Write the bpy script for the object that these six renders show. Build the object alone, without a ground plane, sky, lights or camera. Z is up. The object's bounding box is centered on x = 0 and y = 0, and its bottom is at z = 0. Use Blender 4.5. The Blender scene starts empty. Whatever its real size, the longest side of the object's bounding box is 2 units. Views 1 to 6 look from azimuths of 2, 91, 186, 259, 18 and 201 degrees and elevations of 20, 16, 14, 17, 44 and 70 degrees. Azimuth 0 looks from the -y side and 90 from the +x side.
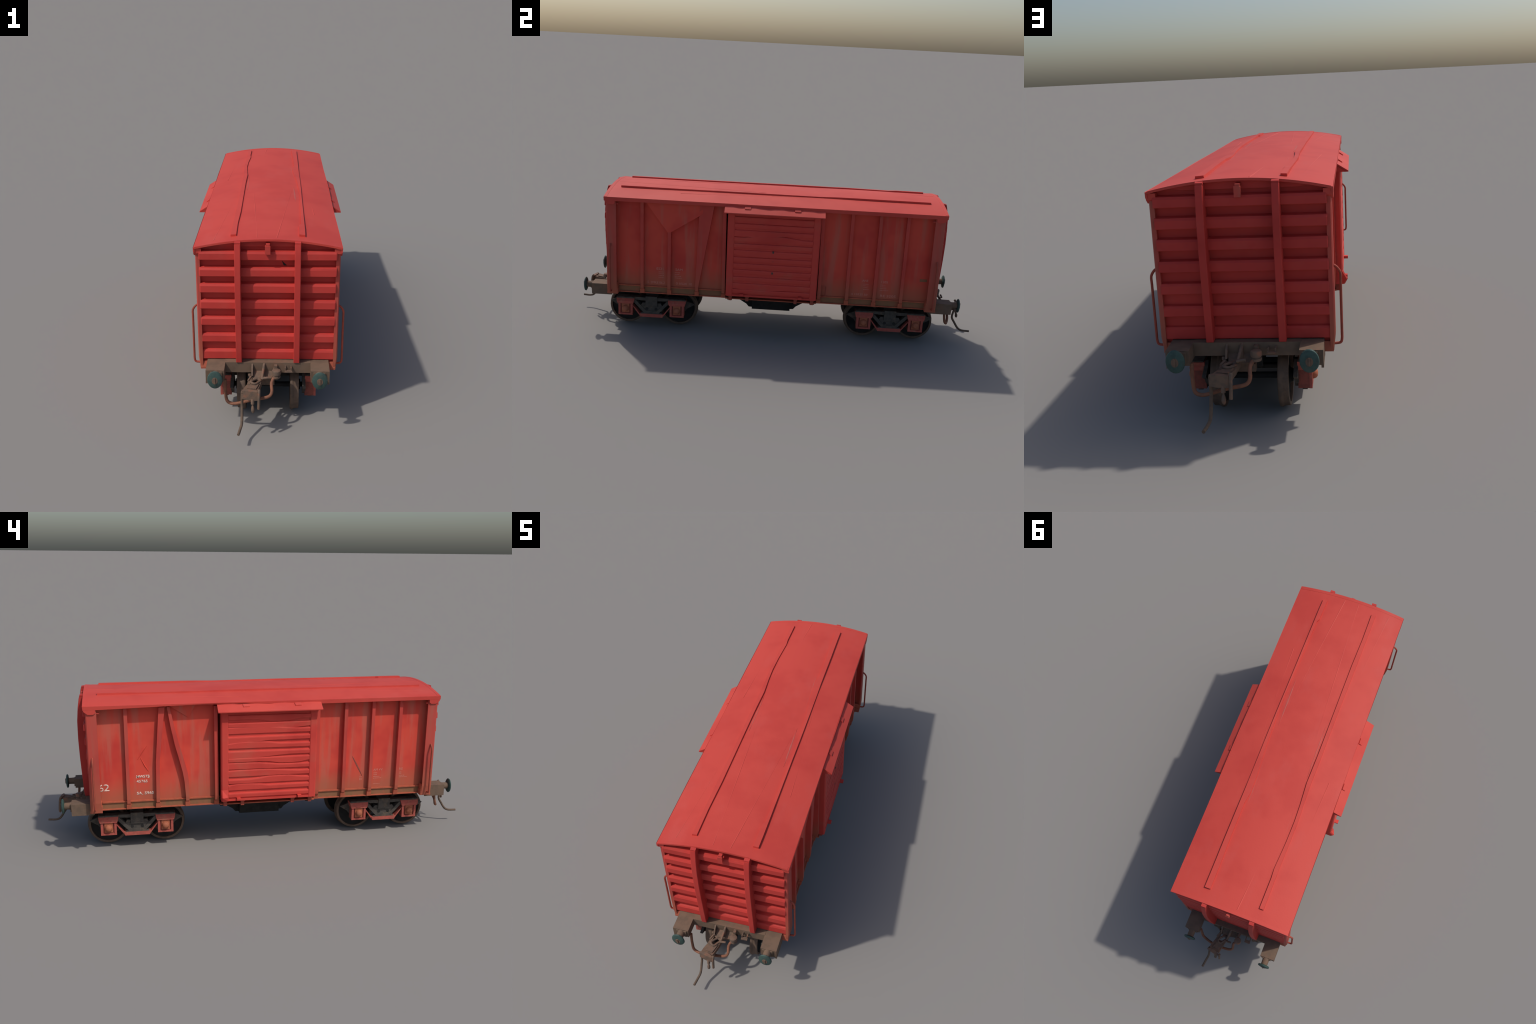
import bpy, bmesh, math, random
from mathutils import Vector, Matrix

rnd = random.Random(7)
TAU = math.tau

# ------------------------------------------------------------------ materials
def srgb(r, g, b):
    f = lambda c: (c / 255 / 12.92) if c / 255 <= .04045 else ((c / 255 + .055) / 1.055) ** 2.4
    return (f(r), f(g), f(b), 1)

class NT:
    def __init__(self, name):
        self.m = bpy.data.materials.new(name); self.m.use_nodes = True
        self.t = self.m.node_tree; self.n = self.t.nodes; self.l = self.t.links
        self.b = self.n['Principled BSDF']
    def add(self, typ, **kw):
        nd = self.n.new(typ)
        for k, v in kw.items():
            if k.startswith('i_'):
                nd.inputs[k[2:].replace('_', ' ')].default_value = v
            else:
                setattr(nd, k, v)
        return nd
    def pos(self, scale=(1, 1, 1)):
        g = self.add('ShaderNodeNewGeometry')
        mp = self.add('ShaderNodeMapping'); mp.inputs['Scale'].default_value = scale
        self.l.new(g.outputs['Position'], mp.inputs['Vector']); return mp.outputs[0]
    def noise(self, scale, detail=4, rough=.6, stretch=(1, 1, 1)):
        t = self.add('ShaderNodeTexNoise'); t.inputs['Scale'].default_value = scale
        t.inputs['Detail'].default_value = detail; t.inputs['Roughness'].default_value = rough
        self.l.new(self.pos(stretch), t.inputs['Vector']); return t.outputs['Fac']
    def ramp(self, fac, lo, hi, a=0., b=1.):
        r = self.add('ShaderNodeMapRange'); r.interpolation_type = 'SMOOTHSTEP'
        for k, v in (('From Min', lo), ('From Max', hi), ('To Min', a), ('To Max', b)):
            r.inputs[k].default_value = v
        self.l.new(fac, r.inputs['Value']); return r.outputs[0]
    def math(self, op, a, b):
        m = self.add('ShaderNodeMath', operation=op)
        for i, v in enumerate((a, b)):
            if isinstance(v, (int, float)): m.inputs[i].default_value = v
            else: self.l.new(v, m.inputs[i])
        return m.outputs[0]
    def mix(self, fac, a, b, mode='MIX'):
        m = self.add('ShaderNodeMix', data_type='RGBA', blend_type=mode)
        if isinstance(fac, (int, float)): m.inputs[0].default_value = fac
        else: self.l.new(fac, m.inputs[0])
        for i, v in ((6, a), (7, b)):
            if isinstance(v, tuple): m.inputs[i].default_value = v
            else: self.l.new(v, m.inputs[i])
        return m.outputs[2]
    def height(self):
        g = self.add('ShaderNodeNewGeometry'); s = self.add('ShaderNodeSeparateXYZ')
        self.l.new(g.outputs['Position'], s.inputs[0]); return s.outputs[2]
    def finish(self, col, rough=.6, bump=None, bstr=.15, bdist=.002, spec=.35, metal=0.):
        if isinstance(col, tuple): self.b.inputs['Base Color'].default_value = col
        else: self.l.new(col, self.b.inputs['Base Color'])
        if isinstance(rough, (int, float)): self.b.inputs['Roughness'].default_value = rough
        else: self.l.new(rough, self.b.inputs['Roughness'])
        self.b.inputs['Specular IOR Level'].default_value = spec
        self.b.inputs['Metallic'].default_value = metal
        if bump is not None:
            bm = self.add('ShaderNodeBump'); bm.inputs['Strength'].default_value = bstr
            bm.inputs['Distance'].default_value = bdist
            self.l.new(bump, bm.inputs['Height']); self.l.new(bm.outputs[0], self.b.inputs['Normal'])
        return self.m

RED = (.60, .058, .046, 1)
RED_DEEP = (.47, .032, .028, 1)
RED_FADE = (.54, .098, .078, 1)
DUST = (.36, .125, .068, 1)

def make_paint(name, base, deep, fade, dust_lo=None, dust_hi=None, dust=DUST, streaks=True, grain=.12, amount=.8):
    k = NT(name)
    big = k.noise(5, 3)
    col = k.mix(k.ramp(big, .42, .68), base, deep)
    if streaks:                       # rain streaks: noise pulled out along z
        st = k.noise(26, 3, .55, (1, 1, .10))
        col = k.mix(k.math('MULTIPLY', k.ramp(st, .47, .70), .68), col, fade)
    else:
        st = k.noise(11, 4, .6, (1, .45, 1))
        col = k.mix(k.math('MULTIPLY', k.ramp(st, .5, .75), .45), col, fade)
    fine = k.noise(160, 3, .7)
    col = k.mix(k.math('MULTIPLY', k.ramp(fine, .55, .8), .35), col, deep)
    if dust_lo is not None:           # road dust thrown up on the lower body
        h = k.math('ADD', k.height(), k.math('MULTIPLY', k.math('SUBTRACT', k.noise(9, 4), .5), .10))
        d = k.math('MULTIPLY', k.ramp(h, dust_hi, dust_lo), amount)
        col = k.mix(d, col, dust)
    return k.finish(col, .62, fine, grain, .0015, .25)

M_ROOF = make_paint('faded_red_roof_paint', (.575, .066, .049, 1), (.53, .055, .042, 1), (.555, .084, .068, 1), streaks=False, grain=.25)
M_WALL = make_paint('weathered_red_side_paint', (.66, .074, .047, 1), (.56, .048, .036, 1), (.52, .130, .090, 1), .205, .37, amount=.80)
M_END = make_paint('red_end_wall_paint', (.52, .047, .038, 1), (.46, .039, .032, 1), (.50, .070, .054, 1), streaks=False)
M_DOOR = make_paint('red_door_paint', (.60, .060, .045, 1), (.53, .046, .036, 1), (.46, .118, .078, 1), streaks=False)
M_POST = make_paint('dusty_red_post_paint', (.54, .064, .048, 1), (.48, .050, .040, 1), (.44, .100, .072, 1), .20, .38, amount=.7)
M_CREASE = make_paint('creased_roof_paint', (.585, .072, .053, 1), (.53, .066, .050, 1), (.50, .098, .075, 1), streaks=False)
M_SCUFF = make_paint('worn_roof_scuff', (.53, .088, .068, 1), (.47, .098, .078, 1), (.40, .12, .10, 1), streaks=False)
M_CORNER = make_paint('brown_faded_corner_paint', (.49, .072, .054, 1), (.43, .062, .048, 1), (.39, .105, .076, 1), .20, .40, amount=.65)
M_SILL = None

def make_simple(name, a, b, scale=30, rough=.7, c=None, metal=0., spec=.25):
    k = NT(name)
    n = k.noise(scale, 4, .65)
    col = k.mix(k.ramp(n, .4, .65), a, b)
    f = k.noise(220, 3, .7)
    if c is not None:
        col = k.mix(k.ramp(k.noise(scale * .6, 3), .55, .72), col, c)
    col = k.mix(k.math('MULTIPLY', k.ramp(f, .5, .8), .4), col, b)
    return k.finish(col, rough, f, .2, .0012, spec, metal)

M_SILL = make_simple('dusty_olive_sill', (.275, .122, .064, 1), (.230, .122, .060, 1), 40, .8, (.33, .11, .06, 1))
M_LIP = make_simple('rusty_sill_lip', (.46, .115, .062, 1), (.40, .095, .052, 1), 40, .75)
M_BUFFBOX = make_simple('brown_dusty_headstock', (.172, .114, .078, 1), (.138, .096, .068, 1), 25, .8, (.190, .108, .070, 1))
M_COUPLER = make_simple('rusty_coupling_iron', (.175, .110, .076, 1), (.125, .088, .066, 1), 60, .75, (.235, .105, .065, 1))
M_HOSE = make_simple('dusty_rubber_hose', (.15, .10, .07, 1), (.11, .08, .06, 1), 60, .8)
M_PIPE = make_simple('rust_orange_pipe', (.26, .108, .062, 1), (.19, .088, .056, 1), 60, .7)
M_DISC = make_simple('verdigris_buffer_face', (.050, .092, .080, 1), (.040, .072, .064, 1), 60, .6, (.075, .080, .065, 1))
M_BLACK = make_simple('black_underframe', (.030, .028, .026, 1), (.020, .019, .018, 1), 30, .8)
M_BOGIE = make_simple('dark_grey_bogie_iron', (.090, .078, .066, 1), (.062, .055, .048, 1), 50, .75, (.14, .105, .072, 1))
M_WHEEL = make_simple('rusty_wheel_rim', (.135, .088, .062, 1), (.10, .068, .05, 1), 40, .6)
M_DISCW = make_simple('dark_wheel_disc', (.022, .021, .020, 1), (.017, .016, .016, 1), 40, .8)
M_BOX = make_simple('faded_red_axle_box', (.44, .098, .074, 1), (.36, .085, .064, 1), 60, .7, (.42, .14, .095, 1))
M_BOXSIDE = make_simple('brown_red_axle_box_iron', (.29, .075, .055, 1), (.21, .062, .047, 1), 60, .75)  # axle box body, darker brown-red than its rim and hood
M_SMEAR = make_simple('painted_shadow_smear', (.30, .075, .055, 1), (.22, .062, .048, 1), 60, .8)  # dark brown-red for the shadow streak painted on the wall
M_CAP = make_simple('orange_brown_axle_cap', (.42, .135, .070, 1), (.34, .11, .06, 1), 80, .7)
M_HAND = make_simple('rusty_red_handrail', (.36, .070, .045, 1), (.28, .065, .042, 1), 40, .65)
M_WHITE = make_simple('chalky_white_lettering', (.74, .60, .52, 1), (.66, .48, .40, 1), 200, .8)
M_FAINT = make_simple('worn_faint_lettering', (.64, .27, .21, 1), (.56, .19, .145, 1), 250, .8)
M_GREY = make_simple('dark_latch_iron', (.10, .06, .05, 1), (.06, .05, .045, 1), 80, .6)

# ------------------------------------------------------------------ helpers
def link(ob, parent=None):
    bpy.context.scene.collection.objects.link(ob)
    if parent is not None: ob.parent = parent
    return ob

def empty(name, parent=None):
    e = bpy.data.objects.new(name, None); e.empty_display_size = .1
    return link(e, parent)

def mesh_obj(name, bm, mat, parent, smooth=None, bevel=0., segs=1):
    if bevel:
        es = [e for e in bm.edges if len(e.link_faces) == 2 and e.calc_face_angle(0) > .5]
        bmesh.ops.bevel(bm, geom=es, offset=bevel, segments=segs, affect='EDGES', clamp_overlap=True)
    bmesh.ops.recalc_face_normals(bm, faces=bm.faces)
    me = bpy.data.meshes.new(name); bm.to_mesh(me); bm.free()
    me.materials.append(mat)
    if smooth is not None:
        for p in me.polygons: p.use_smooth = True
        me.set_sharp_from_angle(angle=math.radians(smooth))
    return link(bpy.data.objects.new(name, me), parent)

def add_hull(bm, ring_a, ring_b):
    """closed solid between two equal-length point rings"""
    a = [bm.verts.new(p) for p in ring_a]; b = [bm.verts.new(p) for p in ring_b]
    n = len(a)
    for i in range(n):
        j = (i + 1) % n
        bm.faces.new((a[i], a[j], b[j], b[i]))
    bm.faces.new(a[::-1]); bm.faces.new(b)

def add_rings(bm, rings, loop=False):
    vs = [[bm.verts.new(p) for p in r] for r in rings]
    n = len(vs[0])
    for a, b in zip(vs, vs[1:]):
        for i in range(n):
            j = (i + 1) % n
            bm.faces.new((a[i], a[j], b[j], b[i]))
    if loop:                                   # last ring joins the first: no end caps
        for i in range(n):
            j = (i + 1) % n
            bm.faces.new((vs[-1][i], vs[-1][j], vs[0][j], vs[0][i]))
    else:
        bm.faces.new(vs[0][::-1]); bm.faces.new(vs[-1])

def add_box(bm, x, y, z):
    x0, x1 = x; y0, y1 = y; z0, z1 = z
    add_hull(bm, [(x0, y0, z0), (x1, y0, z0), (x1, y1, z0), (x0, y1, z0)],
             [(x0, y0, z1), (x1, y0, z1), (x1, y1, z1), (x0, y1, z1)])

def box(name, x, y, z, mat, parent, bevel=.0012):
    bm = bmesh.new(); add_box(bm, sorted(x), sorted(y), sorted(z))
    return mesh_obj(name, bm, mat, parent, None, bevel)

def prism_yz(name, pts, x0, x1, mat, parent, bevel=.001):
    bm = bmesh.new(); add_hull(bm, [(x0, y, z) for y, z in pts], [(x1, y, z) for y, z in pts])
    return mesh_obj(name, bm, mat, parent, None, bevel)

def prism_xz(name, pts, y0, y1, mat, parent, bevel=.001):
    bm = bmesh.new(); add_hull(bm, [(x, y0, z) for x, z in pts], [(x, y1, z) for x, z in pts])
    return mesh_obj(name, bm, mat, parent, None, bevel)

def catmull(pts, n):
    P = [Vector(p) for p in pts]; P = [P[0] * 2 - P[1]] + P + [P[-1] * 2 - P[-2]]
    out = []
    for i in range(1, len(P) - 2):
        a, b, c, d = P[i - 1:i + 3]
        for k in range(n):
            t = k / n
            out.append(.5 * ((2 * b) + (c - a) * t + (2 * a - 5 * b + 4 * c - d) * t * t + (3 * b - a - 3 * c + d) * t ** 3))
    out.append(P[-2]); return out

def add_tube(bm, pts, r, seg=8):
    P = [Vector(p) for p in pts]; rings = []; up = None
    for i, p in enumerate(P):
        t = (P[min(i + 1, len(P) - 1)] - P[max(i - 1, 0)]).normalized()
        if up is None: up = t.orthogonal().normalized()
        up = (up - t * up.dot(t)).normalized(); s = t.cross(up)
        rr = r[i] if isinstance(r, (list, tuple)) else r
        rings.append([p + (up * math.cos(TAU * k / seg) + s * math.sin(TAU * k / seg)) * rr for k in range(seg)])
    add_rings(bm, rings)

def tube(name, pts, r, mat, parent, n=6, seg=8, smooth=50):
    bm = bmesh.new(); add_tube(bm, catmull(pts, n) if n else pts, r, seg)
    return mesh_obj(name, bm, mat, parent, smooth)

def add_lathe(bm, prof, origin, axis, seg=28, sy=1., sz=1., loop=False):
    """prof: (along axis, radius). axis 'x' or 'y'"""
    o = Vector(origin); rings = []
    for a, r in prof:
        ring = []
        for k in range(seg):
            c, s = math.cos(TAU * k / seg) * r * sy, math.sin(TAU * k / seg) * r * sz
            ring.append(o + (Vector((a, c, s)) if axis == 'x' else Vector((c, a, s)) if axis == 'y' else Vector((c, s, a))))
        rings.append(ring)
    add_rings(bm, rings, loop)

def lathe(name, prof, origin, axis, mat, parent, seg=28, sy=1., sz=1., smooth=40):
    bm = bmesh.new(); add_lathe(bm, prof, origin, axis, seg, sy, sz)
    return mesh_obj(name, bm, mat, parent, smooth)

# ------------------------------------------------------------------ the wagon
wagon = empty('boxcar')
wagon['label'] = 'weathered red covered freight wagon with ribbed sides'
wagon['category'] = 'freight wagon'

WALL_X, RIB_X, POST_X, EAVE_X = .2160, .2390, .254, .2585
END_Y, ROOF_Y = .766, .795
EAVE_Z, CREST_Z = .673, .7035

def roof_z(x, y=.795):
    return CREST_Z - (CREST_Z - EAVE_Z) * (abs(x) / EAVE_X) ** 2 + .0022 * max(0, 1 - (y / .795) ** 2) * (1 - (x / EAVE_X) ** 2)

# --- roof -----------------------------------------------------------------
roof = empty('roof', wagon)
def roof_panel():
    bm = bmesh.new(); nx, ny = 30, 60
    top = []; bot = []
    for j in range(ny + 1):
        y = -ROOF_Y + 2 * ROOF_Y * j / ny
        rt, rb = [], []
        for i in range(nx + 1):
            x = -EAVE_X + 2 * EAVE_X * i / nx
            # low plate waves, a few millimetres at wagon scale
            w = .0004 * math.sin(y * 5.1 + x * 9) + .0003 * math.sin(y * 11 - x * 17 + 1.3)
            edge = min(1, (ROOF_Y - abs(y)) / .06, (EAVE_X - abs(x)) / .03)
            z = roof_z(x, y) + w * max(0, edge)
            rt.append(bm.verts.new((x, y, z)))
            rb.append(bm.verts.new((x, y, z - .006)))
        top.append(rt); bot.append(rb)
    for j in range(ny):
        for i in range(nx):
            bm.faces.new((top[j][i], top[j][i + 1], top[j + 1][i + 1], top[j + 1][i]))
            bm.faces.new((bot[j][i], bot[j + 1][i], bot[j + 1][i + 1], bot[j][i + 1]))
    for j in range(ny):
        for i in (0, nx): bm.faces.new((top[j][i], top[j + 1][i], bot[j + 1][i], bot[j][i]))
    for i in range(nx):
        for j in (0, ny): bm.faces.new((top[j][i], bot[j][i], bot[j][i + 1], top[j][i + 1]))
    return mesh_obj('roof_sheet', bm, M_ROOF, roof, 35)
roof_panel()

# eave fascia along both sides, slightly buckled
for sx in (-1, 1):
    bm = bmesh.new(); rings = []
    for j in range(41):
        y = -ROOF_Y + .001 + 2 * (ROOF_Y - .001) * j / 40
        k = .0016 * math.sin(y * 7 + sx) * max(0, 1 - abs(y) / .8)
        zl = .6565 + .0012 * math.sin(y * 4.3 + 2 * sx)
        if sx < 0 and y > -.16:                      # bent up over the braced bays
            zl = .6575 + .0135 * min(1, max(0, (.74 - y) / .50)) * min(1, (y + .16) / .3)
        rings.append([(sx * (EAVE_X + .0015 + k), y, .6735), (sx * (EAVE_X + .001 + k), y, zl),
                      (sx * (EAVE_X - .004 + k), y, zl), (sx * (EAVE_X - .0045), y, .6665)])
    add_rings(bm, rings)
    mesh_obj('eave_fascia', bm, M_ROOF, roof, 30)
# thin raised seam strip along each roof end
for sy in (-1, 1):
    bm = bmesh.new(); rings = []
    for i in range(25):
        x = -EAVE_X + .004 + (2 * EAVE_X - .008) * i / 24
        z = roof_z(x)
        rings.append([(x, sy * .7945, z + .0012), (x, sy * .7945, z - .002), (x, sy * .780, z - .002), (x, sy * .780, z + .0006)])
    add_rings(bm, rings); mesh_obj('roof_end_seam', bm, M_ROOF, roof, 30)

# battens: (y, inner |x|, outer |x|, extra height)
BAT_P = [(-.742, .109, .131, 1), (-.69, .110, .132, 1), (-.63, .111, .132, 1), (-.615, .118, .132, .9), (-.45, .121, .132, .8),
         (-.25, .124, .132, .8), (-.11, .123, .1325, .8), (.06, .115, .132, .7), (.20, .103, .131, .6), (.28, .100, .130, .9),
         (.34, .108, .130, 1), (.50, .107, .130, 1), (.62, .104, .129, 1), (.732, .103, .129, 1)]
BAT_M = [(-.742, .110, .131, 1), (-.60, .112, .131, .9), (-.45, .109, .130, .8), (-.2, .110, .128, .8), (.02, .111, .129, .9),
         (.16, .109, .128, .9), (.26, .116, .131, .8), (.34, .119, .135, .9), (.44, .117, .133, .8), (.56, .110, .131, .7), (.60, .113, .131, 1), (.735, .112, .131, 1)]
for sx, prof in ((1, BAT_P), (-1, BAT_M)):
    bm = bmesh.new(); rings = []
    for y, a, b, h in prof:
        H = .0072 * h
        rings.append([(sx * a, y, roof_z(a, y) - .003), (sx * (a + .0015), y, roof_z(a, y) + H),
                      (sx * b, y, roof_z(b, y) + H + .0012), (sx * (b + .0006), y, roof_z(b, y) - .003)])
    add_rings(bm, rings); mesh_obj('roof_batten', bm, M_ROOF, roof, None, .0006)
# shallow straight creases in the sheet, dirt lying in them
def crease(p, q, w=.0045, h=.0009):
    bm = bmesh.new(); rings = []; n = 14
    for i in range(n + 1):
        t = i / n; x = p[0] + (q[0] - p[0]) * t; y = p[1] + (q[1] - p[1]) * t
        k = max(.06, 1 - t)
        z = roof_z(x, y)
        rings.append([(x - w * k, y, z - .0006), (x, y, z + h * k), (x + w * .6 * k, y, z - .0006), (x, y, z - .004)])
    add_rings(bm, rings); return mesh_obj('roof_crease', bm, M_CREASE, roof, 20)
crease((.032, -.772), (.095, -.10)); crease((-.036, -.772), (-.080, .02)); crease((-.19, -.76), (-.145, -.25))
crease((.175, -.45), (.148, .15), .003); crease((-.20, .12), (-.165, .74), .003); crease((-.03, .772), (-.075, .20))
crease((.145, -.02), (.135, .35), .003)

# grey scuffs where paint has worn through beside the battens
for x0, y0, x1, y1, w in ((.1000, .10, .0955, .33, .0045), (.1065, -.30, .1010, -.05, .003), (-.1010, .30, -.1060, .60, .003), (-.0985, -.12, -.1030, .14, .0025)):
    bm = bmesh.new(); rings = []; n = 12
    for i in range(n + 1):
        t = i / n; x = x0 + (x1 - x0) * t; y = y0 + (y1 - y0) * t; k = w * max(.08, math.sin(math.pi * t)) * (1 + .4 * math.sin(i * 2.3))
        rings.append([(x - k, y, roof_z(x - k, y) + .0001), (x, y, roof_z(x, y) + .0007), (x + k, y, roof_z(x + k, y) + .0001), (x, y, roof_z(x, y) - .003)])
    add_rings(bm, rings); mesh_obj('roof_scuff', bm, M_SCUFF, roof, 60)

# --- body shell -------------------------------------------------------------
body = empty('body', wagon)
def shell():
    bm = bmesh.new()
    x = WALL_X
    sec = [(-x, .198)] + [(-x, .6705)] + [(-x + 2 * x * i / 10, roof_z(-x + 2 * x * i / 10) - .0075) for i in range(1, 10)] + [(x, .6705), (x, .198)]
    wide = lambda y: [(a, y, b) for a, b in sec]
    narrow = lambda y: [(a * .62, y, b if b > .3 else .2035) for a, b in sec]      # the door opening is set in
    add_rings(bm, [wide(-END_Y), wide(-.2250), narrow(-.2245), narrow(.2245), wide(.2250), wide(END_Y)])
    return mesh_obj('side_wall', bm, M_WALL, body)
shell()
# dark floor frame just under the body
box('floor_frame', (-.212, .212), (-.768, .768), (.2005, .2025), M_BLACK, body, 0)

# --- side ribs ---------------------------------------------------------------
def rib(sx, yb, yt=None, wb=.0150, wt=.0150, z0=.219, z1=.657, xo=RIB_X, xtop=None, mid=None, foot=True):
    yt = yb if yt is None else yt
    xtop = xo if xtop is None else xtop
    st = [(z0, yb, wb, xo - .011), (z0 + .012, yb, wb, xo - .002), (z0 + .03, yb, wb, xo)]
    if mid: st += mid
    st += [(z1, yt, wt, xtop)]
    bm = bmesh.new(); rings = []
    for z, y, w, xx in st:
        rings.append([(sx * (WALL_X - .002), y - w / 2, z), (sx * xx, y - w / 2, z), (sx * xx, y + w / 2, z), (sx * (WALL_X - .002), y + w / 2, z)])
    add_rings(bm, rings); r = mesh_obj('side_rib', bm, M_POST, body, None, .0008)
    if foot:
        bm = bmesh.new()
        add_hull(bm, [(sx * .214, yb - .0105, .2025), (sx * .2300, yb - .0105, .2025), (sx * .2300, yb + .0105, .2025), (sx * .214, yb + .0105, .2025)],
                 [(sx * .214, yb - .0098, .226), (sx * .2335, yb - .0098, .226), (sx * .2335, yb + .0098, .226), (sx * .214, yb + .0098, .226)])
        mesh_obj('rib_foot', bm, M_LIP, body, None, .0008)
    return r

# +x side
rib(1, -.620)
rib(1, -.4905, z1=.515)
rib(1, -.357, -.316, wt=.068)
rib(1, .3615); rib(1, .4925); rib(1, .6195)
for y in (-.229, .229): rib(1, y, y - .004, wb=.0155, wt=.0155, xo=.2435)
# wedge copying a mesh decimation fault over the second rib
bm = bmesh.new()
T = [(.234, -.606, .657), (.238, -.335, .657), (.240, -.335, .612), (.2390, -.4835, .516), (.2390, -.4975, .512)]
add_hull(bm, T, [(WALL_X - .002, y, z) for _, y, z in T])
mesh_obj('decimation_wedge', bm, M_WALL, body, None, .0006)
# -x side
rib(-1, .620)
rib(-1, .4925, .4665, wt=.026, mid=[(.42, .489, .0165, RIB_X)])
rib(-1, .362, .4385, wt=.012, xtop=.236, mid=[(.27, .3630, .0165, RIB_X), (.32, .3655, .0190, RIB_X), (.36, .3705, .0215, RIB_X), (.42, .3855, .0205, RIB_X), (.49, .4045, .0190, RIB_X), (.57, .4220, .0165, RIB_X)])
rib(-1, -.3575); rib(-1, -.4860); rib(-1, -.6170)
for y in (-.229, .232): rib(-1, y, y + .003, wb=.0155, wt=.0155, xo=.2435)
bm = bmesh.new()
T = [(-.228, .435, .662), (-.228, .320, .662), (-.2185, .352, .605)]
add_hull(bm, T, [(-WALL_X + .002, y, z) for _, y, z in T])
mesh_obj('decimation_wedge', bm, M_WALL, body)  # smaller wedge for the similar decimation fault on this side
# soft shadow streak on the -x wall, put in as dark colour
bm = bmesh.new(); rings = []
for i in range(9):
    t = i / 8; y = -.402 - .052 * t; z = .395 - .098 * t; w = .0055 * math.sin(math.pi * min(.97, t * .8 + .12))
    rings.append([(-.2160, y - w, z - w * .4), (-.2174, y, z), (-.2160, y + w, z + w * .4)])
add_rings(bm, rings)
mesh_obj('wall_shadow_streak', bm, M_SMEAR, body, 80)
for pts in ([(.575, .425), (.556, .458), (.535, .485)], [(.562, .430), (.545, .395), (.530, .37)]):
    bm = bmesh.new(); rings = []
    for i, (y, z) in enumerate(pts):
        t = (.4, 1, .4)[i]
        rings.append([(-.2155, y - .006 * t, z - .004 * t), (-.2165 - .0028 * t, y, z), (-.2155, y + .006 * t, z + .004 * t)])
    add_rings(bm, rings); mesh_obj('wall_dent', bm, M_WALL, body, 40)

# --- sill: web and lips in the bays between the ribs --------------------------
for sx in (-1, 1):
    for y0, y1 in ((-.735, -.2175), (.2175, .735)):
        box('side_sill', (sx * .205, sx * .2180), (y0, y1), (.2035, .2345), M_SILL, body, .0008)
        box('sill_lip', (sx * .210, sx * .2235), (y0, y1), (.2335, .2392), M_LIP, body, .001)
        box('sill_flange', (sx * .200, sx * .2265), (y0, y1), (.2020, .2060), M_LIP, body, .001)
    box('door_sill', (sx * .195, sx * .2140), (-.2185, .2185), (.2025, .2275), M_BLACK, body, .0008)
    box('door_track', (sx * .212, sx * .2440), (-.2180, .2180), (.2040, .2085), M_LIP, body, .0008)

# --- corner posts --------------------------------------------------------------
for sx in (-1, 1):
    for sy in (-1, 1):
        bm = bmesh.new()
        # open angle: side plate and end plate, hollow behind
        def ring(z, k=1.):
            o = POST_X - (1 - k) * .012
            return [(sx * (o - .0055), sy * .7390, z), (sx * o, sy * .7390, z), (sx * o, sy * .7805, z), (sx * (o - .004), sy * .7855, z),
                    (sx * .2385, sy * .7855, z), (sx * .2385, sy * .7660, z), (sx * .2120, sy * .7645, z), (sx * .2120, sy * .7580, z), (sx * .2320, sy * .7500, z)]
        add_rings(bm, [ring(.199, .55), (ring(.222, .75)), ring(.245), ring(.657)])
        mesh_obj('corner_post', bm, M_CORNER, body, None, .0012)
        prism_yz('post_foot', [(sy * .735, .1975), (sy * .7868, .1975), (sy * .7868, .205), (sy * .780, .226), (sy * .734, .226)],
                 sx * .212, sx * .2475, M_POST, body)
        prism_yz('corner_gusset', [(sy * .736, .224), (sy * .7425, .224), (sy * .7425, .250), (sy * .736, .243)], sx * .212, sx * .250, M_LIP, body, .0006)
        # cast cap under the eave
        bm = bmesh.new()
        P = [(.7425, .669), (.7425, .645), (.7505, .6385), (.7745, .6385), (.7905, .651), (.7915, .669)]
        add_hull(bm, [(sx * .232, sy * y, z) for y, z in P], [(sx * .2592, sy * y, z) for y, z in P])
        mesh_obj('corner_cap', bm, M_ROOF, body, None, .0015)
        lathe('eave_hook', [(-.010, .0015), (-.008, .0038), (.004, .0042), (.006, .002)], (sx * .2465, sy * .736, .6405), 'y', M_POST, body, 10)
        # grab rail
        y = sy * .766
        tube('grab_rail', [(sx * .2505, y, .449), (sx * .262, y, .441), (sx * .2715, y, .425), (sx * .2718, y, .40)] +
             [(sx * .2718, y, z) for z in (.35, .30, .25)] + [(sx * .2715, y, .229), (sx * .267, y, .217), (sx * .250, y, .2145)], .0040, M_HAND, body, 3, 8)

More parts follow.
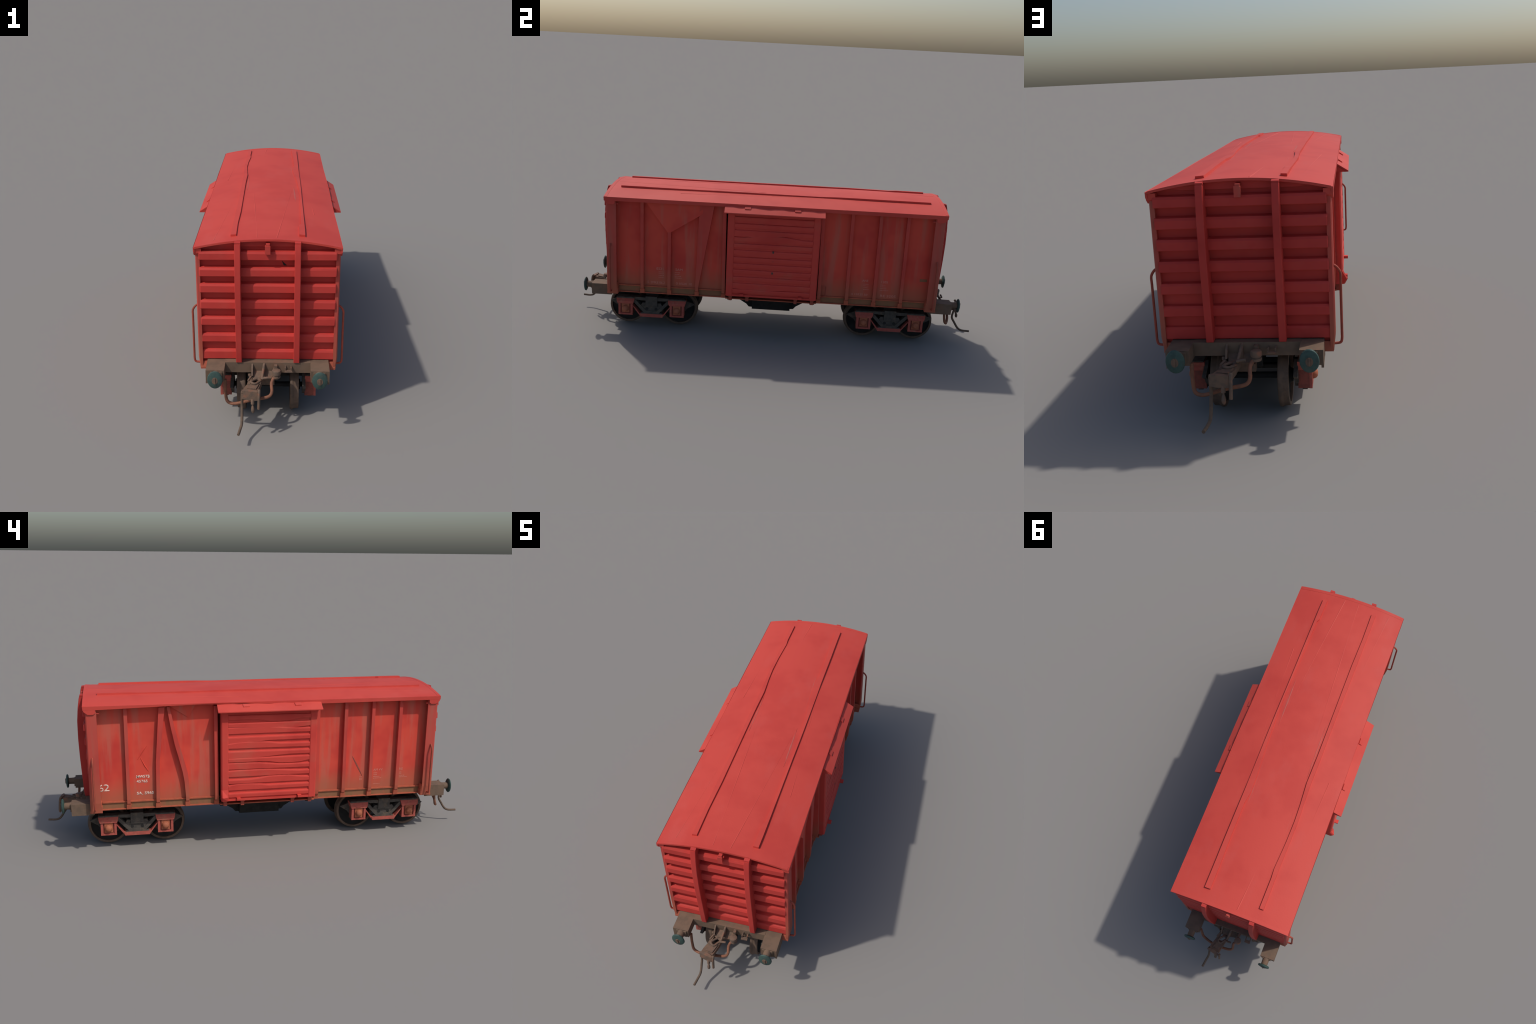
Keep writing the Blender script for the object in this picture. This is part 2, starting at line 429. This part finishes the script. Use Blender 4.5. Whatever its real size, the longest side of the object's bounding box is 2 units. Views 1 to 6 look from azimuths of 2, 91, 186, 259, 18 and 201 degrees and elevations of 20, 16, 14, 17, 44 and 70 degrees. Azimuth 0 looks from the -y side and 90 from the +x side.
# --- doors -----------------------------------------------------------------------
def door(sx, wild):
    d = empty('sliding_door', wagon)
    X = .2665
    box('door_panel', (sx * .228, sx * (X - .0048)), (-.186, .186), (.2305, .628), M_DOOR, d, 0)
    box('top_rail', (sx * .230, sx * (X - .004)), (-.185, .185), (.6235, .6395), M_DOOR, d, .001)
    for sy in (-1, 1):
        bm = bmesh.new()
        flare = .022 if (sx < 0 and sy > 0) else 0
        def ring(z, o=0., w=0.):
            return [(sx * .228, sy * .1825, z), (sx * (X - .001), sy * .1825, z), (sx * (X + .0018 + o * .5), sy * .1865, z),
                    (sx * (X + .0018 + o), sy * (.2105 + w), z), (sx * (X - .003 + o), sy * (.2155 + w), z), (sx * .232, sy * .2155, z)]
        add_rings(bm, [ring(.228, flare * .3), ring(.248, flare * .8), ring(.280), ring(.53), ring(.639)])
        mesh_obj('door_stile', bm, M_DOOR, d, None, .001)
    box('bottom_rail', (sx * .229, sx * (X + .001)), (-.1845, .1845), (.2275, .2365), M_DOOR, d, .001)
    # horizontal pressed slats
    z, pitch = .6075, .0322
    while z > .245:
        bm = bmesh.new(); rings = []; n = 9
        c0 = rnd.uniform(-1, 1) * .0018
        merge = rnd.random() < wild
        mc = rnd.uniform(.1, .9); mw = rnd.uniform(.25, .60); dirn = rnd.choice((-1, 1))
        tilt = rnd.uniform(-1, 1) * .0030 * wild
        for i in range(n):
            t = i / (n - 1); y = -.1835 + .367 * t
            m = min(1, 1.6 * max(0, 1 - abs(t - mc) / mw)) if merge else 0
            top = min(.6228, z + .0105 + c0 + tilt * (t - .5) + (.0115 * m if dirn > 0 else 0))
            bot = max(.2370, z - .0100 + c0 + tilt * (t - .5) - (.0110 * m if dirn < 0 else 0))
            xo = X + .0016 - .0012 * m + rnd.uniform(-.0004, .0004)
            rings.append([(sx * (X - .006), y, top + .0008), (sx * (xo - .0012), y, top - .0020), (sx * xo, y, top - .0065), (sx * (xo - .0008), y, bot + .0008), (sx * (X - .006), y, bot)])
        add_rings(bm, rings); mesh_obj('door_slat', bm, M_DOOR, d, None, .0004)
        z -= pitch
    # canopy over the door, sheet with a folded lip
    bm = bmesh.new(); rings = []
    for j in range(15):
        y = -.231 + .462 * j / 14
        w = .0018 * math.sin(j * 1.7 + sx) * (1 if 0 < j < 14 else 0)
        rings.append([(sx * .2555, y, .6655 + w), (sx * .2615, y, .6625 + w), (sx * .2970, y, .6395), (sx * .2970, y, .6355),
                      (sx * .2935, y, .6355), (sx * .2600, y, .6555), (sx * .2555, y, .6555)])
    add_rings(bm, rings); mesh_obj('door_canopy', bm, M_ROOF, d, 25)
    for sy in (-1, 1):
        bm = bmesh.new()
        P = [(.2400, .657), (.2600, .657), (.2925, .6370), (.2925, .6355), (.2400, .6355)]
        add_hull(bm, [(sx * a, sy * .2310, b) for a, b in P], [(sx * a, sy * .2285, b) for a, b in P])
        mesh_obj('canopy_end_plate', bm, M_ROOF, d)
    # hinge straps and a lifted flap on the canopy
    for y in (-.125, .105):
        prism_xz('canopy_strap', [(sx * .259, .662), (sx * .263, .6655), (sx * .2755, .6565), (sx * .2745, .6525)], y - .014, y + .014, M_ROOF, d, .0006)
    # runners under the door
    for y in (-.1935, -.113, .118, .1965):
        box('door_runner', (sx * .2330, sx * .2540), (y - .0075, y + .0075), (.2010, .2225), M_HAND, d, .001)
        box('runner_bracket', (sx * .2300, sx * .2600), (y - .0095, y + .0095), (.2215, .2282), M_HAND, d, .001)
    for y in (-.139, .139):
        box('door_stop', (sx * .2600, sx * .2840), (y - .0085, y + .0085), (.2335, .2435), M_DOOR, d, .001)
    # hook beside the door post
    sy = sx
    if sx > 0: tube('door_hook', [(sx * .236, sy * .2585, .292), (sx * .236, sy * .2585, .250), (sx * .237, sy * .252, .2405), (sx * .242, sy * .240, .238)], .0026, M_HAND, d, 4, 6)
    # latch set in the middle
    if sx < 0: return d
    for zz, h in ((.454, .0045), (.412, .0035), (.352, .005)):
        box('latch_lug', (sx * .262, sx * .2680), (-.003, .005), (zz - h, zz + h), M_GREY, d, .001)
    return d
door(1, .35)
door(-1, .65)

# --- ends --------------------------------------------------------------------------
BANDS = [(.6275, .6590), (.5665, .5990), (.5040, .5375), (.4405, .4740), (.3750, .4075), (.3070, .3395), (.2370, .2740)]
def end(s):
    """s=-1: the -y end; s=1: the same end turned half round about z"""
    R = lambda p: (p[0] * -s, p[1] * -s, p[2])      # build for -y, turn for +y
    e = empty('end_wall', wagon)
    def solid(name, pts_a, pts_b, mat, bevel=.001, par=e):
        bm = bmesh.new(); add_hull(bm, [R(p) for p in pts_a], [R(p) for p in pts_b]); return mesh_obj(name, bm, mat, par, None, bevel)
    def bx(name, x, y, z, mat, bevel=.001, par=e):
        return solid(name, [(x[0], y[0], z[0]), (x[1], y[0], z[0]), (x[1], y[1], z[0]), (x[0], y[1], z[0])],
                     [(x[0], y[0], z[1]), (x[1], y[0], z[1]), (x[1], y[1], z[1]), (x[0], y[1], z[1])], mat, bevel, par)
    def tb(name, pts, r, mat, n=5, seg=8, par=e):
        return tube(name, [R(p) for p in pts], r, mat, par, n, seg)
    # plain recessed sheet
    xs = [-.2385 + .477 * i / 12 for i in range(13)]
    A = [(x, -.7700, roof_z(x) - .007) for x in xs]
    bm = bmesh.new(); low = [(.2385, .199), (-.2385, .199)]
    add_hull(bm, [R((x, y, z)) for x, y, z in A] + [R((x, -.7700, z)) for x, z in low],
             [R((x, -.765, z)) for x, y, z in A] + [R((x, -.765, z)) for x, z in low])
    mesh_obj('end_sheet', bm, M_END, e)
    # gable strip
    B = [(x, roof_z(x) - .0065) for x in xs]
    bm = bmesh.new()
    add_hull(bm, [R((x, -.7785, z)) for x, z in B if z > .6735] + [R((B[-3][0], -.7785, .6735)), R((B[2][0], -.7785, .6735))],
             [R((x, -.772, z)) for x, z in B if z > .6735] + [R((B[-3][0], -.772, .6735)), R((B[2][0], -.772, .6735))])
    mesh_obj('gable_strip', bm, M_END, e)
    # corrugation bands
    for i, (z0, z1) in enumerate(BANDS):
        bm = bmesh.new(); rings = []
        yf = .782 + .0137 * min(1, max(0, ((z0 + z1) / 2 - .25) / .33)) ** .8
        for x in (-.2410, -.2380, -.11, 0, .11, .2380, .2410):
            o = 0 if abs(x) < .240 else .0015
            j = rnd.uniform(-.0006, .0006)
            rings.append([R(p) for p in ((x, -.7690, z1 + .0015), (x, -yf + .0045 + o, z1 - .0015 + j), (x, -yf + .0008 + o, z1 - .0085 + j),
                                        (x, -yf + o, z0 + .0020 + j), (x, -yf + .0015 + o, z0 + .0002), (x, -.7690, z0))])
        add_rings(bm, rings); mesh_obj('corrugation', bm, M_END, e, 25)
    # two deep vertical stiffeners, deepest a third of the way down
    prof = [(.2375, .811), (.262, .8145), (.33, .8185), (.42, .8235), (.50, .8262), (.58, .8255), (.64, .8200), (.680, .8135), (.6905, .8105)]
    for x in (-.1045, .1045):
        bm = bmesh.new()
        rings = [[R((x - .0105, -.7735, z)), R((x - .0105, -y + .0012, z)), R((x - .0090, -y, z)), R((x + .0090, -y, z)), R((x + .0105, -y + .0012, z)), R((x + .0105, -.7735, z))] for z, y in prof]
        top = [(x - .0105, -.7962), (x - .0105, -.8090), (x + .0105, -.8090), (x + .0105, -.7962)]
        add_hull(bm, [R((a, b, .6890)) for a, b in top], [R((a, b, .6985 if b > -.80 else .6960)) for a, b in top])
        add_rings(bm, rings); mesh_obj('end_stiffener', bm, M_END, e, 28)
    if s < 0:                                  # black wedge added on the sheet in place of a torn slit
        solid('black_wedge', [(.0490, -.7712, .6185), (.0665, -.7712, .6010), (.0560, -.7712, .6010)], [(.0490, -.7695, .6185), (.0665, -.7695, .6010), (.0560, -.7695, .6010)], M_BLACK, 0)
    # lamp bracket
    bx('lamp_bracket', (-.0090, .0095), (-.8100, -.7975), (.6540, .6840), M_POST, .002)
    bx('bracket_arm', (-.0060, .0075), (-.807, -.768), (.6800, .6900), M_POST, .0015)
    # headstock
    h = empty('headstock', wagon)
    bx('end_beam', (-.1560, .1560), (-.8070, -.7600), (.1950, .2355), M_BUFFBOX, .0015, h)
    for sx in (-1, 1):
        bx('buffer_box', (sx * .1550, sx * .2215), (-.8680, -.7600), (.1900, .2345), M_BUFFBOX, .0015, h)
        bx('buffer_plate', (sx * .2150, sx * .2220), (-.8675, -.7700), (.1820, .1910), M_BUFFBOX, .001, h)
        bx('buffer_collar', (sx * .1630, sx * .2060), (-.8730, -.8670), (.1960, .2300), M_BUFFBOX, .002, h)
        c = R((sx * .185, 0, .2175)); f = -s
        dr = -1 if s < 0 else 1                   # outward direction in y
        lathe('buffer_stem', [(dr * .868, .0165), (dr * .880, .0155), (dr * .898, .0150), (dr * .903, .014)], (c[0], 0, c[2]), 'y', M_BUFFBOX, h, 14)
        lathe('buffer_head', [(dr * .8985, .4), (dr * .9005, .85), (dr * .9045, 1.), (dr * .9085, .95), (dr * .9108, .78), (dr * .9125, .45), (dr * .9130, .1)],
              (c[0], 0, c[2]), 'y', M_DISC, h, 24, .0275, .0345)
        lathe('buffer_boss', [(dr * .9110, .40), (dr * .9136, .38), (dr * .9140, .1)], (c[0], 0, c[2]), 'y', M_COUPLER, h, 16, .0275, .0345)
        bx('buffer_stud', (sx * .185 - .0022, sx * .185 + .0022), (-.9165, -.9125), (.2060, .2300), M_COUPLER, .001, h)
        # inner hanging lug and step
    bx('step_bracket', (.0620, .0660), (-.828, -.806), (.2130, .2250), M_COUPLER, .001, h)
    bx('step_bracket', (.0830, .0870), (-.828, -.806), (.2130, .2250), M_COUPLER, .001, h)
    bx('step_plate', (.0615, .0875), (-.836, -.822), (.2105, .2150), M_COUPLER, .001, h)
    # fin brackets and draw pocket
    for x in (-.0565, -.0125):
        solid('draw_fin', [(x - .003, -.805, .232), (x - .003, -.822, .220), (x - .003, -.835, .196), (x - .003, -.805, .192)],
              [(x + .003, -.805, .232), (x + .003, -.822, .220), (x + .003, -.835, .196), (x + .003, -.805, .192)], M_COUPLER, .0008, h)
    solid('draw_pocket', [(-.055, -.800, .206), (.021, -.800, .206), (.014, -.830, .184), (-.050, -.838, .184)],
          [(-.055, -.800, .194), (.021, -.800, .194), (.014, -.826, .176), (-.050, -.832, .176)], M_COUPLER, .001, h)
    bx('pocket_yoke', (-.028, .024), (-.818, -.792), (.150, .173), M_COUPLER, .0015, h)
    bx('draw_box', (-.028, .028), (-.793, -.700), (.152, .194), M_BLACK, .002, h)
    # coupling
    k = empty('coupling', wagon)
    def loft(name, sections, mat=M_COUPLER, bevel=.0015):
        bm = bmesh.new(); add_rings(bm, [[R(p) for p in r] for r in sections]); return mesh_obj(name, bm, mat, k, None, bevel)
    def sect(xa, xb, ya, yb, z0, z1): return [(xa, ya, z0), (xb, yb, z0), (xb, yb, z1), (xa, ya, z1)]
    # forked shank: two cheeks joining into a solid tapered head behind the striker
    loft('drawbar_cheek', [sect(-.066, -.056, -.826, -.830, .172, .188), sect(-.073, -.062, -.866, -.870, .164, .182)])
    loft('drawbar_cheek', [sect(-.026, -.015, -.834, -.832, .172, .188), sect(-.037, -.025, -.870, -.866, .162, .182)])
    loft('drawbar_head', [sect(-.074, -.024, -.866, -.862, .161, .1785), sect(-.083, -.032, -.892, -.898, .158, .1795), sect(-.086, -.036, -.913, -.921, .157, .183)])
    loft('head_ridge', [sect(-.060, -.030, -.872, -.868, .177, .1840), sect(-.072, -.040, -.904, -.908, .178, .1850)], bevel=.001)
    a, b = Vector((-.0910, -.9225, .170)), Vector((-.0340, -.9340, .170))
    t = (b - a).normalized(); nrm = Vector((t.y, -t.x, 0))
    if nrm.y > 0: nrm = -nrm
    bm = bmesh.new(); rings = []
    for i in range(9):
        q = i / 8; p = a.lerp(b, q); bow = math.sin(math.pi * q)
        f0 = p + nrm * (.0022 * bow); bk = p - nrm * (.0065 + .0065 * bow)
        hz = .0168 + .0012 * bow
        rings.append([R((f0.x, f0.y, .1695 - hz)), R((f0.x, f0.y, .1695 + hz)), R((bk.x, bk.y, .1695 + hz)), R((bk.x, bk.y, .1695 - hz))])
    add_rings(bm, rings); mesh_obj('striker_plate', bm, M_COUPLER, k, 30, .0012)
    tb('guard_bar', [(-.0280, -.926, .192), (-.0283, -.933, .182), (-.0290, -.937, .150), (-.0300, -.939, .122)], .0052, M_COUPLER, 3, 8, k)
    tb('release_pin', [(-.0520, -.925, .158), (-.0515, -.930, .148), (-.0510, -.933, .138)], .0064, M_COUPLER, 2, 10, k)
    bm = bmesh.new(); add_tube(bm, [R(p) for p in [(-.0510, -.934, .134), (-.0508, -.936, .128), (-.0505, -.938, .120), (-.0502, -.939, .112), (-.0500, -.940, .107)]], [.0032, .0050, .0066, .0060, .0026], 10)
    mesh_obj('release_weight', bm, M_COUPLER, k, 50)
    tb('pin_rod', [(-.0512, -.931, .143), (-.0509, -.936, .126)], .0032, M_COUPLER, 0, 6, k)
    tb('coupling_hook', [(-.0655, -.818, .196), (-.0640, -.823, .188), (-.0560, -.828, .182), (-.0420, -.836, .183), (-.0260, -.845, .186)], [.0062] * 4 + [.0048] * 13, M_COUPLER, 4, 8, k)
    tb('hook_finger', [(-.0600, -.830, .190), (-.0680, -.846, .186), (-.0700, -.852, .184)], .0040, M_COUPLER, 3, 8, k)
    tb('turnbuckle', [(-.0600, -.864, .188), (-.0540, -.874, .188), (-.0430, -.876, .187), (-.0330, -.862, .186), (-.0240, -.848, .186), (-.0340, -.838, .185), (-.0480, -.848, .187), (-.0600, -.864, .188)], .0048, M_COUPLER, 3, 8, k)
    tb('release_lever', [(-.0125, -.803, .230), (-.0130, -.808, .228), (-.0165, -.830, .212), (-.0205, -.855, .194)], .0052, M_COUPLER, 3, 8, k)
    tb('cross_pin', [(-.0220, -.861, .199), (-.0100, -.861, .202), (.0035, -.860, .203)], .0045, M_COUPLER, 2, 8, k)
    # train pipe: hangs from the left buffer box, swings under the drawbar and up to the angle cock
    tb('air_pipe', [(-.1530, -.850, .190), (-.1532, -.854, .150), (-.1500, -.860, .118), (-.1430, -.868, .1075), (-.1280, -.874, .1045), (-.1100, -.880, .1085),
                    (-.0850, -.886, .1180), (-.0600, -.888, .1270), (-.0300, -.889, .1340), (-.0030, -.887, .1385), (.0110, -.882, .1450), (.0160, -.876, .1580),
                    (.0145, -.866, .1720), (.0150, -.857, .1840), (.0230, -.848, .1970)], .0060, M_PIPE, 3, 8, k)
    # angle cock
    cv = R((.0315, -.842, .210))
    lathe('angle_cock', [(-.017, .011), (-.015, .0150), (-.007, .0155), (-.006, .0130), (-.003, .0130), (-.002, .0165), (.010, .0165), (.0135, .0155), (.0150, .012), (.0152, .002)], cv, 'z', M_COUPLER, k, 10)
    bx('cock_nut', (.0240, .0350), (-.822, -.806), (.2180, .2300), M_COUPLER, .001, k)
    bx('cock_arm', (.020, .0305), (-.842, -.805), (.204, .2165), M_COUPLER, .001, k)
    tb('brake_hose', [(-.0880, -.9200, .180), (-.0890, -.9130, .155), (-.0905, -.9080, .122), (-.0900, -.9230, .0950), (-.0900, -.9430, .0660), (-.0945, -.9640, .0560), (-.0990, -.9995, .0560)], .0052, M_HOSE, 3, 8, k)
    return e
end(-1); end(1)

# --- underframe -------------------------------------------------------------------------
under = empty('underframe', wagon)
box('centre_sill', (-.040, .040), (-.78, .78), (.150, .187), M_BLACK, under, .001)
prism_yz('fish_belly_girder', [(-.205, .150), (-.163, .126), (-.126, .104), (-.114, .0895), (-.092, .0885), (.092, .0885), (.114, .0895), (.126, .104), (.163, .126), (.205, .150)], -.026, .026, M_BLACK, under)
box('equipment_box', (-.048, .048), (-.0965, .0965), (.0865, .190), M_BLACK, under, .001)
for y in (-.2, .2):
    box('cross_bearer', (-.20, .20), (y - .012, y + .012), (.184, .1956), M_BLACK, under, .001)

# --- bogies -------------------------------------------------------------------------------
WB, RW = .127, .0952
def bogie(yc):
    g = empty('bogie_cross_frame', wagon)
    box('bogie_bolster', (-.150, .150), (yc - .030, yc + .030), (.130, .1850), M_BLACK, g, .001)
    box('spring_plank', (-.150, .150), (yc - .022, yc + .022), (.072, .084), M_BOGIE, g, .001)
    for q in (-1, 1):
        box('brake_beam', (-.130, .130), (yc + q * .034 - .006, yc + q * .034 + .006), (.100, .112), M_BLACK, g, .001)
    for q in (-1, 1):
        ya = yc + q * WB
        w = empty('wheelset', wagon)
        for sx in (-1, 1):
            rim = [(sx * .1110, .0790), (sx * .1145, .0800), (sx * .1150, .0880), (sx * .1135, .0902), (sx * .0990, .0908), (sx * .0955, .0920), (sx * .0925, RW - .0008), (sx * .0890, RW), (sx * .0835, RW - .0018), (sx * .0820, .0880), (sx * .0825, .0790)]
            bm = bmesh.new(); add_lathe(bm, rim, (0, ya, RW), 'x', 40, loop=True); mesh_obj('wheel_rim', bm, M_WHEEL, w, 35)
            disc = [(sx * .0850, .078), (sx * .0850, .0800), (sx * .1060, .0800), (sx * .1040, .064), (sx * .1020, .050), (sx * .1035, .034), (sx * .1150, .022), (sx * .1220, .019), (sx * .1220, .004)]
            bm = bmesh.new(); add_lathe(bm, [(sx * .0845, .004)] + disc, (0, ya, RW), 'x', 32); mesh_obj('wheel_disc', bm, M_DISCW, w, 35)
        lathe('axle', [(-.150, .009), (-.09, .0105), (-.05, .0095), (.05, .0095), (.09, .0105), (.150, .009)], (0, ya, RW), 'x', M_DISCW, w, 14)
    for sx in (-1, 1):
        f = empty('bogie_side_frame', wagon)
        xi, xo = sx * .1400, sx * .1760
        P = lambda pts: [(yc + a, b) for a, b in pts]
        prism_yz('top_bar', P([(-.166, .1440), (-.080, .1445), (-.04, .1425), (.04, .1425), (.080, .1445), (.166, .1440), (.1665, .1585), (-.1665, .1585)]), xi, sx * .1720, M_BOGIE, f)
        # inner dark arch bar: dips from the boxes to the spring seat
        prism_yz('arch_bar', P([(-.098, .1435), (-.078, .1435), (-.026, .0895), (.026, .0895), (.078, .1435), (.098, .1435), (.036, .0780), (-.036, .0780)]), sx * .146, sx * .1740, M_BOGIE, f)
        # spring seat plate; two black discs added in place of its round openings
        bm = bmesh.new()
        add_hull(bm, [(sx * .150, yc + a, b) for a, b in ((-.030, .0875), (.030, .0875), (.055, .1165), (-.055, .1165))],
                 [(sx * .1700, yc + a, b) for a, b in ((-.030, .0875), (.030, .0875), (.055, .1165), (-.055, .1165))])
        mesh_obj('spring_seat', bm, M_BOGIE, f, None, .001)
        for o in (-.0225, .0225):
            lathe('seat_black_disc', [(sx * .160, .0075), (sx * .1706, .0075), (sx * .1708, .006)], (0, yc + o, .0995), 'x', M_BLACK, f, 12)
        box('spring_block', (sx * .150, sx * .1765), (yc - .0285, yc + .0285), (.1145, .1655), M_BOGIE, f, .0015)
        prism_yz('spring_cap', P([(-.054, .1145), (.054, .1145), (.044, .1300), (-.044, .1300)]), sx * .148, sx * .1690, M_BOGIE, f)
        # red tie bar under the frame
        bm = bmesh.new()
        for a in (-1, 1):
            L = [(a * .098, .1230), (a * .092, .1100), (a * .0560, .0595), (a * .0600, .0755)]
            add_hull(bm, [(sx * .1480, yc + p, z) for p, z in L], [(sx * .1740, yc + p, z) for p, z in L])
        mesh_obj('tie_strap', bm, M_BOX, f, None, .0008)
        prism_yz('tie_bar', P([(-.0615, .0750), (.0615, .0750), (.0555, .0585), (-.0555, .0585)]), sx * .147, sx * .1770, M_BOX, f)
        prism_yz('tie_plate', P([(-.050, .0800), (.050, .0800), (.054, .0740), (-.054, .0740)]), sx * .150, sx * .1750, M_BOGIE, f, .0006)
        for q in (-1, 1):
            ya = yc + q * WB
            # horn plates either side of the box, pointed at the outer end
            prism_yz('horn_plate', [(ya + q * .025, .155), (ya + q * .046, .138), (ya + q * .083, .1235), (ya + q * .046, .101), (ya + q * .025, .070)], sx * .128, sx * .1400, M_BOGIE, f)
            prism_yz('inner_horn', [(ya - q * .025, .12), (ya - q * .048, .100), (ya - q * .046, .074), (ya - q * .025, .066)], sx * .130, sx * .1440, M_BOGIE, f)
            prism_yz('axle_box', [(ya - .0345, .0665), (ya + .0345, .0665), (ya + .0345, .150), (ya - .0345, .150)], sx * .1380, sx * .1740, M_BOXSIDE, f, .0015)
            # raised frame on its face
            bm = bmesh.new()
            for y0, y1, z0, z1 in ((-.0350, -.0245, .0660, .1260), (.0245, .0350, .0660, .1260), (-.0250, .0250, .0660, .0745)):
                add_box(bm, sorted((sx * .172, sx * .1800)), (ya + y0, ya + y1), (z0, z1))
            mesh_obj('box_rim', bm, M_BOX, f, None, .0015)
            # hood: sloping outwards and down
            bm = bmesh.new()
            add_hull(bm, [(sx * .138, ya - .0450, .1545), (sx * .1740, ya - .0450, .1545), (sx * .1845, ya - .0425, .1385), (sx * .1845, ya - .0380, .1260), (sx * .138, ya - .0380, .1260)],
                     [(sx * .138, ya + .0450, .1545), (sx * .1740, ya + .0450, .1545), (sx * .1845, ya + .0425, .1385), (sx * .1845, ya + .0380, .1260), (sx * .138, ya + .0380, .1260)])
            mesh_obj('box_hood', bm, M_BOX, f, None, .0015)
            prism_yz('hood_pad', [(ya - .0430, .1515), (ya + .0430, .1515), (ya + .0430, .1575), (ya - .0430, .1575)], sx * .140, sx * .1770, M_BOGIE, f)
            box('box_lid', (sx * .1720, sx * .1795), (ya - .0185, ya + .0185), (.0785, .1245), M_CAP, f, .002)
            lathe('lid_boss', [(sx * .176, .0170), (sx * .1860, .0165), (sx * .1915, .0135), (sx * .1950, .0085), (sx * .1960, .002)], (0, ya, .1005), 'x', M_CAP, f, 10)
            for a in (-.026, .026):
                box('box_bolt', (sx * .150, sx * .165), (ya + a - .004, ya + a + .004), (.0610, .0675), M_BOGIE, f, .0008)
    return g
bogie(-.587); bogie(.587)

# --- lettering -------------------------------------------------------------------------------
marks = empty('lettering', wagon)
def text(sx, s, y, z, h, width, mat, thick=.0):
    cu = bpy.data.curves.new('painted_text', 'FONT'); cu.body = s; cu.size = 1; cu.resolution_u = 3; cu.offset = thick
    ob = bpy.data.objects.new('tmp', cu); bpy.context.scene.collection.objects.link(ob)
    dg = bpy.context.evaluated_depsgraph_get(); me = bpy.data.meshes.new_from_object(ob.evaluated_get(dg))
    bpy.data.objects.remove(ob); bpy.data.curves.remove(cu)
    xs = [v.co.x for v in me.vertices]; ys = [v.co.y for v in me.vertices]
    kx = width / (max(xs) - min(xs)); ky = h / (max(ys) - min(ys)); x0, y0 = min(xs), min(ys)
    bm = bmesh.new(); bm.from_mesh(me); bpy.data.meshes.remove(me)
    for v in bm.verts:
        a, b = (v.co.x - x0) * kx, (v.co.y - y0) * ky
        v.co = (sx * (WALL_X + .0006), y + sx * a, z + b)
    r = bmesh.ops.extrude_face_region(bm, geom=bm.faces[:])
    for v in r['geom']:
        if isinstance(v, bmesh.types.BMVert): v.co.x -= sx * .0016
    return mesh_obj('painted_text', bm, mat, marks)
text(-1, '6', .7480, .2850, .0330, .0210, M_WHITE, .004)
text(-1, '2', .7262, .2870, .0310, .0245, M_WHITE, .004)
text(-1, 'MWSTB', .5835, .3395, .0135, .0580, M_WHITE, .026)
text(-1, '45765', .5840, .3180, .0130, .0485, M_WHITE, .026)
text(-1, 'SA. 5960', .5845, .2625, .0140, .0750, M_WHITE, .026)
text(-1, 'AM VV', -.508, .3200, .0100, .0440, M_FAINT)
text(-1, 'RE', -.635, .3180, .0105, .0180, M_FAINT)
text(1, '0221', -.555, .3200, .0125, .0330, M_FAINT)
text(1, 'SAM', -.463, .3205, .0120, .0340, M_FAINT)
text(1, 'S. 2MKE 06.2', -.598, .2500, .0120, .0840, M_FAINT)
text(1, '0 0520 10', -.460, .2510, .0110, .0780, M_FAINT)
text(1, 'ANE', .432, .3215, .0110, .0290, M_FAINT)
text(1, '1205', .523, .3200, .0115, .0310, M_FAINT)
text(1, '0 10525 50', .385, .2520, .0095, .0770, M_FAINT)
text(1, 'RE 5205', .523, .2500, .0115, .0740, M_FAINT)
# rows of lettering too small to read: short broken dashes
def dashes(sx, y, z, width):
    bm = bmesh.new(); a = 0
    while a < width:
        w = rnd.uniform(.0018, .0042)
        y0 = y + sx * a; y1 = y + sx * min(a + w, width)
        add_box(bm, sorted((sx * (WALL_X - .001), sx * (WALL_X + .0005))), sorted((y0, y1)), (z - .0011, z + rnd.uniform(.0009, .0018)))
        a += w + rnd.uniform(.0010, .0022)
    o = mesh_obj('small_print', bm, M_FAINT, marks); o['kind'] = 'stuff'
for sx, y, rows in ((-1, -.509, ((.309, .018), (.3015, .017), (.2915, .030), (.2835, .040), (.2555, .032))),
                    (-1, -.636, ((.307, .011), (.3000, .011), (.2905, .026), (.2830, .040))),
                    (-1, -.441, ((.293, .012), (.285, .014), (.2790, .012))),
                    (1, -.544, ((.310, .024), (.301, .024), (.292, .026), (.283, .025))),
                    (1, -.466, ((.311, .025), (.302, .022), (.293, .030), (.284, .034))),
                    (1, .440, ((.310, .024), (.301, .024), (.292, .024), (.283, .026))),
                    (1, .519, ((.310, .024), (.301, .026), (.292, .030), (.283, .040)))):
    for z, w in rows: dashes(sx, y, z, w)
for sx, y0, y1, z0, z1 in ((1, .703, .737, .338, .351),):
    box('data_plate', (sx * (WALL_X - .001), sx * (WALL_X + .0012)), (y0, y1), (z0, z1), M_SILL, marks, .0005)
